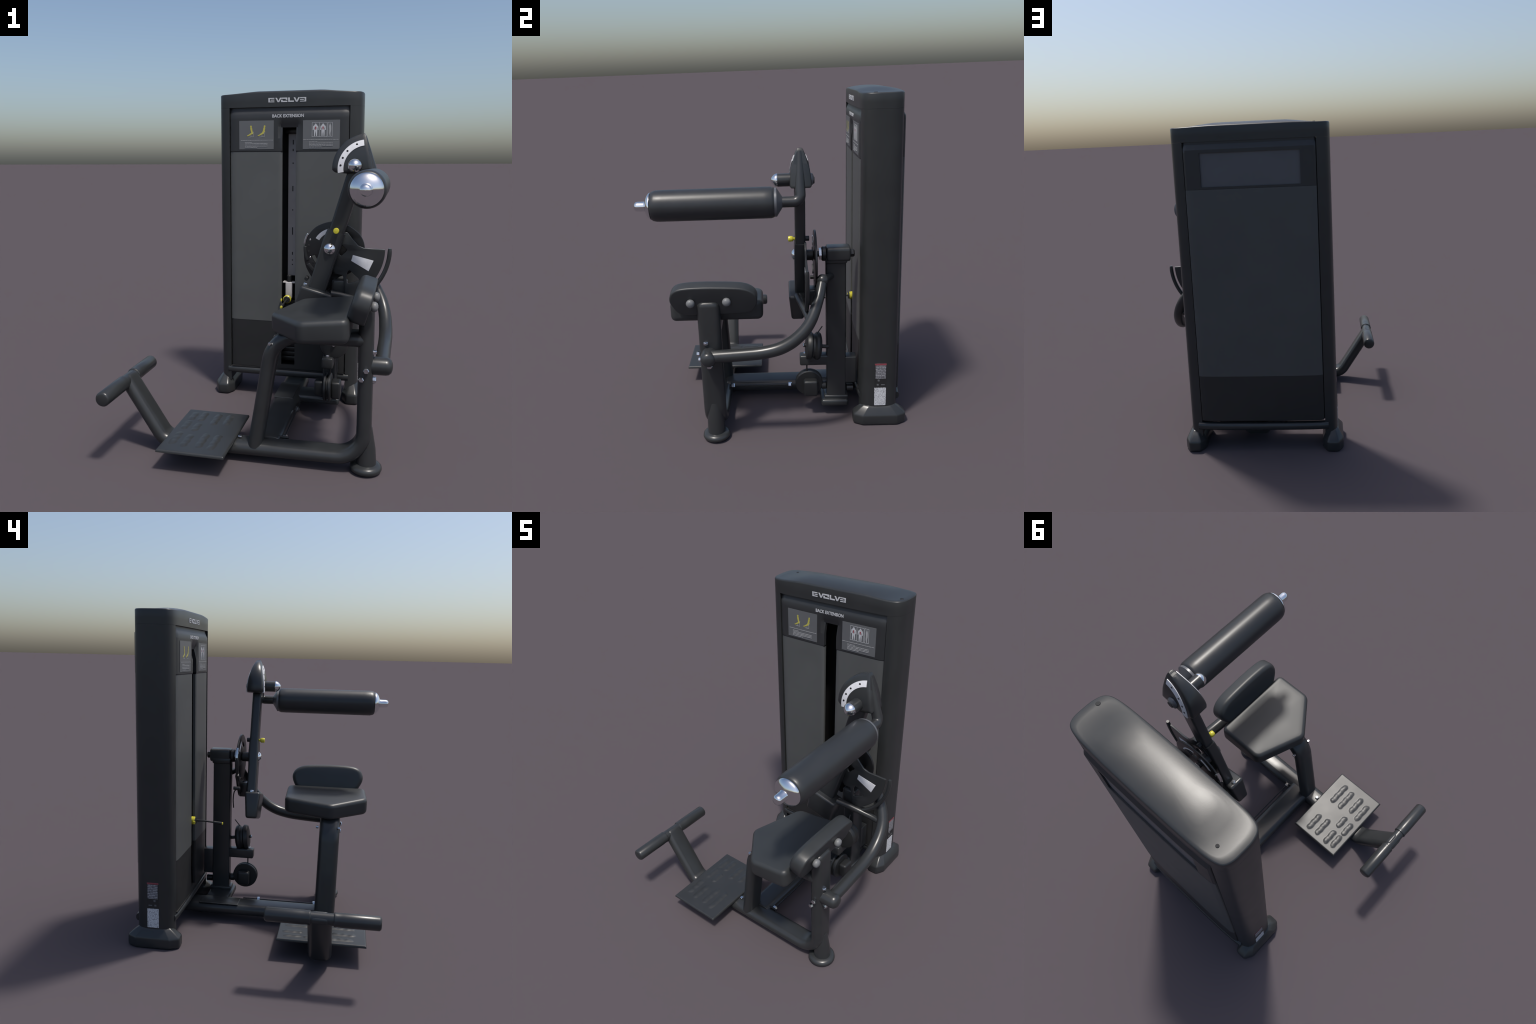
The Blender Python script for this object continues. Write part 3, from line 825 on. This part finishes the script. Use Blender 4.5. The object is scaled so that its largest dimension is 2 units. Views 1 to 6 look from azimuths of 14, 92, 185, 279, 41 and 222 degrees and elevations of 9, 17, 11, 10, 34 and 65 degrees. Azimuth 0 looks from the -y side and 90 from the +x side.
# ================================================================== UPPER SELECTOR PLATE AND ROLLER
UC = (.540, 1.515)
prot2 = [(.52, 1.492), (.43, 1.487), (.372, 1.492)] + [(.360, 1.498)] + arc2(UC[0], UC[1], .190, 182, 100, 22)[0:] + [(.522, 1.7085), (.532, 1.690), (.545, 1.640), (.560, 1.580), (.575, 1.50)]
def half_thick(x, z):
    r = math.hypot(x - UC[0], z - UC[1])
    t = max(0, min(1, (z - 1.49) / .222))
    return .046 * (1 - t ** 2.2) * (1 - .22 * max(0, (r - .13) / .065) ** 2) + .013
# built as a stack of inset outlines so that it thins and rounds towards the rim
rings = []
NP = smooth_closed
po = densify(round_poly(prot2, .004, 2), .010)
cxp = sum(p[0] for p in po) / len(po); czp = sum(p[1] for p in po) / len(po)
fr = (.002, .35, .6, .8, .92, 1.0)
for f in fr:
    rings.append([V((cxp + (x - cxp) * f, .142 - half_thick(cxp + (x - cxp) * f, czp + (z - czp) * f) * (1.0 if f < .95 else .86), czp + (z - czp) * f)) for x, z in po])
rings.append([V((x + (x - cxp) * .012, .142, z + (z - czp) * .012)) for x, z in po])
for f in fr[::-1]:
    rings.append([V((cxp + (x - cxp) * f, .142 + half_thick(cxp + (x - cxp) * f, czp + (z - czp) * f) * (1.0 if f < .95 else .86), czp + (z - czp) * f)) for x, z in po])
vs, fs = lofted(rings)
prot = obj("angle_selector_plate", vs, fs, "frame", None, 50)
# white arc scale with pin holes, following the tapering face on both sides
def arc_band(side):
    vs = []; fs = []
    n = 26; m = 4
    for i in range(n + 1):
        a = math.radians(189 - (189 - 97) * i / n)
        for j in range(m + 1):
            r = .126 + (.158 - .126) * j / m
            x = UC[0] + r * math.cos(a); z = UC[1] + r * math.sin(a)
            y = .142 + side * (half_thick(x, z) + .0035)
            vs.append(V((x, y, z)))
    o = len(vs)
    vs += [v - V((0, side * .012, 0)) for v in vs]
    for i in range(n):
        for j in range(m):
            a = i * (m + 1) + j
            fs.append((a, a + 1, a + m + 2, a + m + 1))
    rim = [j for j in range(m + 1)] + [i * (m + 1) + m for i in range(1, n + 1)] + [n * (m + 1) + j for j in range(m - 1, -1, -1)] + [i * (m + 1) for i in range(n - 1, 0, -1)]
    for k in range(len(rim)):
        a, b = rim[k], rim[(k + 1) % len(rim)]
        fs.append((a, b, o + b, o + a))
    return obj("angle_scale", vs, fs, "white", prot, 40)
for side in (-1, 1):
    arc_band(side)
    for a in (173, 156, 138, 113):
        r = .143; x = UC[0] + r * math.cos(math.radians(a)); z = UC[1] + r * math.sin(math.radians(a))
        y = .142 + side * (half_thick(x, z) + .0042)
        rod("scale_hole", (x, y - side * .006, z), (x, y + side * .0006, z), .0058, "inside", prot, 12, 0.05)
UP = V((.482, 0, 1.531))
rod("selector_barrel", (UP.x, .105, UP.z), (UP.x, .014, UP.z), .036, "frame", None, 32, .05)
lathe("selector_cap", [(.0355, 0), (.0365, .001), (.036, .008), (.030, .020), (.018, .031), (.006, .037), (0, .038)], (UP.x, .017, UP.z), (0, -1, 0), "chrome", None, 32, 70)
lathe("selector_nut", [(0, 0), (.034, 0), (.034, .012), (.030, .021), (.015, .027), (0, .028)], (UP.x, .190, UP.z), (0, 1, 0), "collar", None, 32, 50)
rod("selector_nut_core", (UP.x + .004, .185, UP.z - .004), (UP.x + .004, .2195, UP.z - .004), .022, "rubber", None, 6)
RX, RZ = .588, 1.431
link_path = fillet([(.516, .140, 1.690), (.590, .137, RZ), (.590, .02, RZ)], [.036], 10)
sweep("roller_crank", link_path, circle(.0295, 26), "frame", side=None, scales=[.62] + [1.0] * (len(link_path) - 1))
lathe("roller_collar", [(0, 0), (.028, 0), (.062, -.022), (.078, -.032), (.078, -.05), (0, -.05)], (RX, .042, RZ), (0, 1, 0), "collar", None, 40, 25)
lathe("roller_pad", [(0, 0), (.070, 0), (.080, -.006), (.085, -.020), (.0855, -.06), (.0855, -.60), (.085, -.640), (.080, -.660), (.073, -.668), (0, -.668)], (RX, .002, RZ), (0, 1, 0), "foam", None, 64, 50)
cap_o = lathe("roller_end_cap", [(.0735, .0), (.0735, .004), (.068, .012), (.055, .022), (.040, .029), (.029, .033), (.0268, .038), (.0265, .070), (.0245, .082), (.018, .089), (.008, .092), (0, .0925)], (RX, -.668, RZ), (0, -1, 0), "chrome", None, 56, 40)
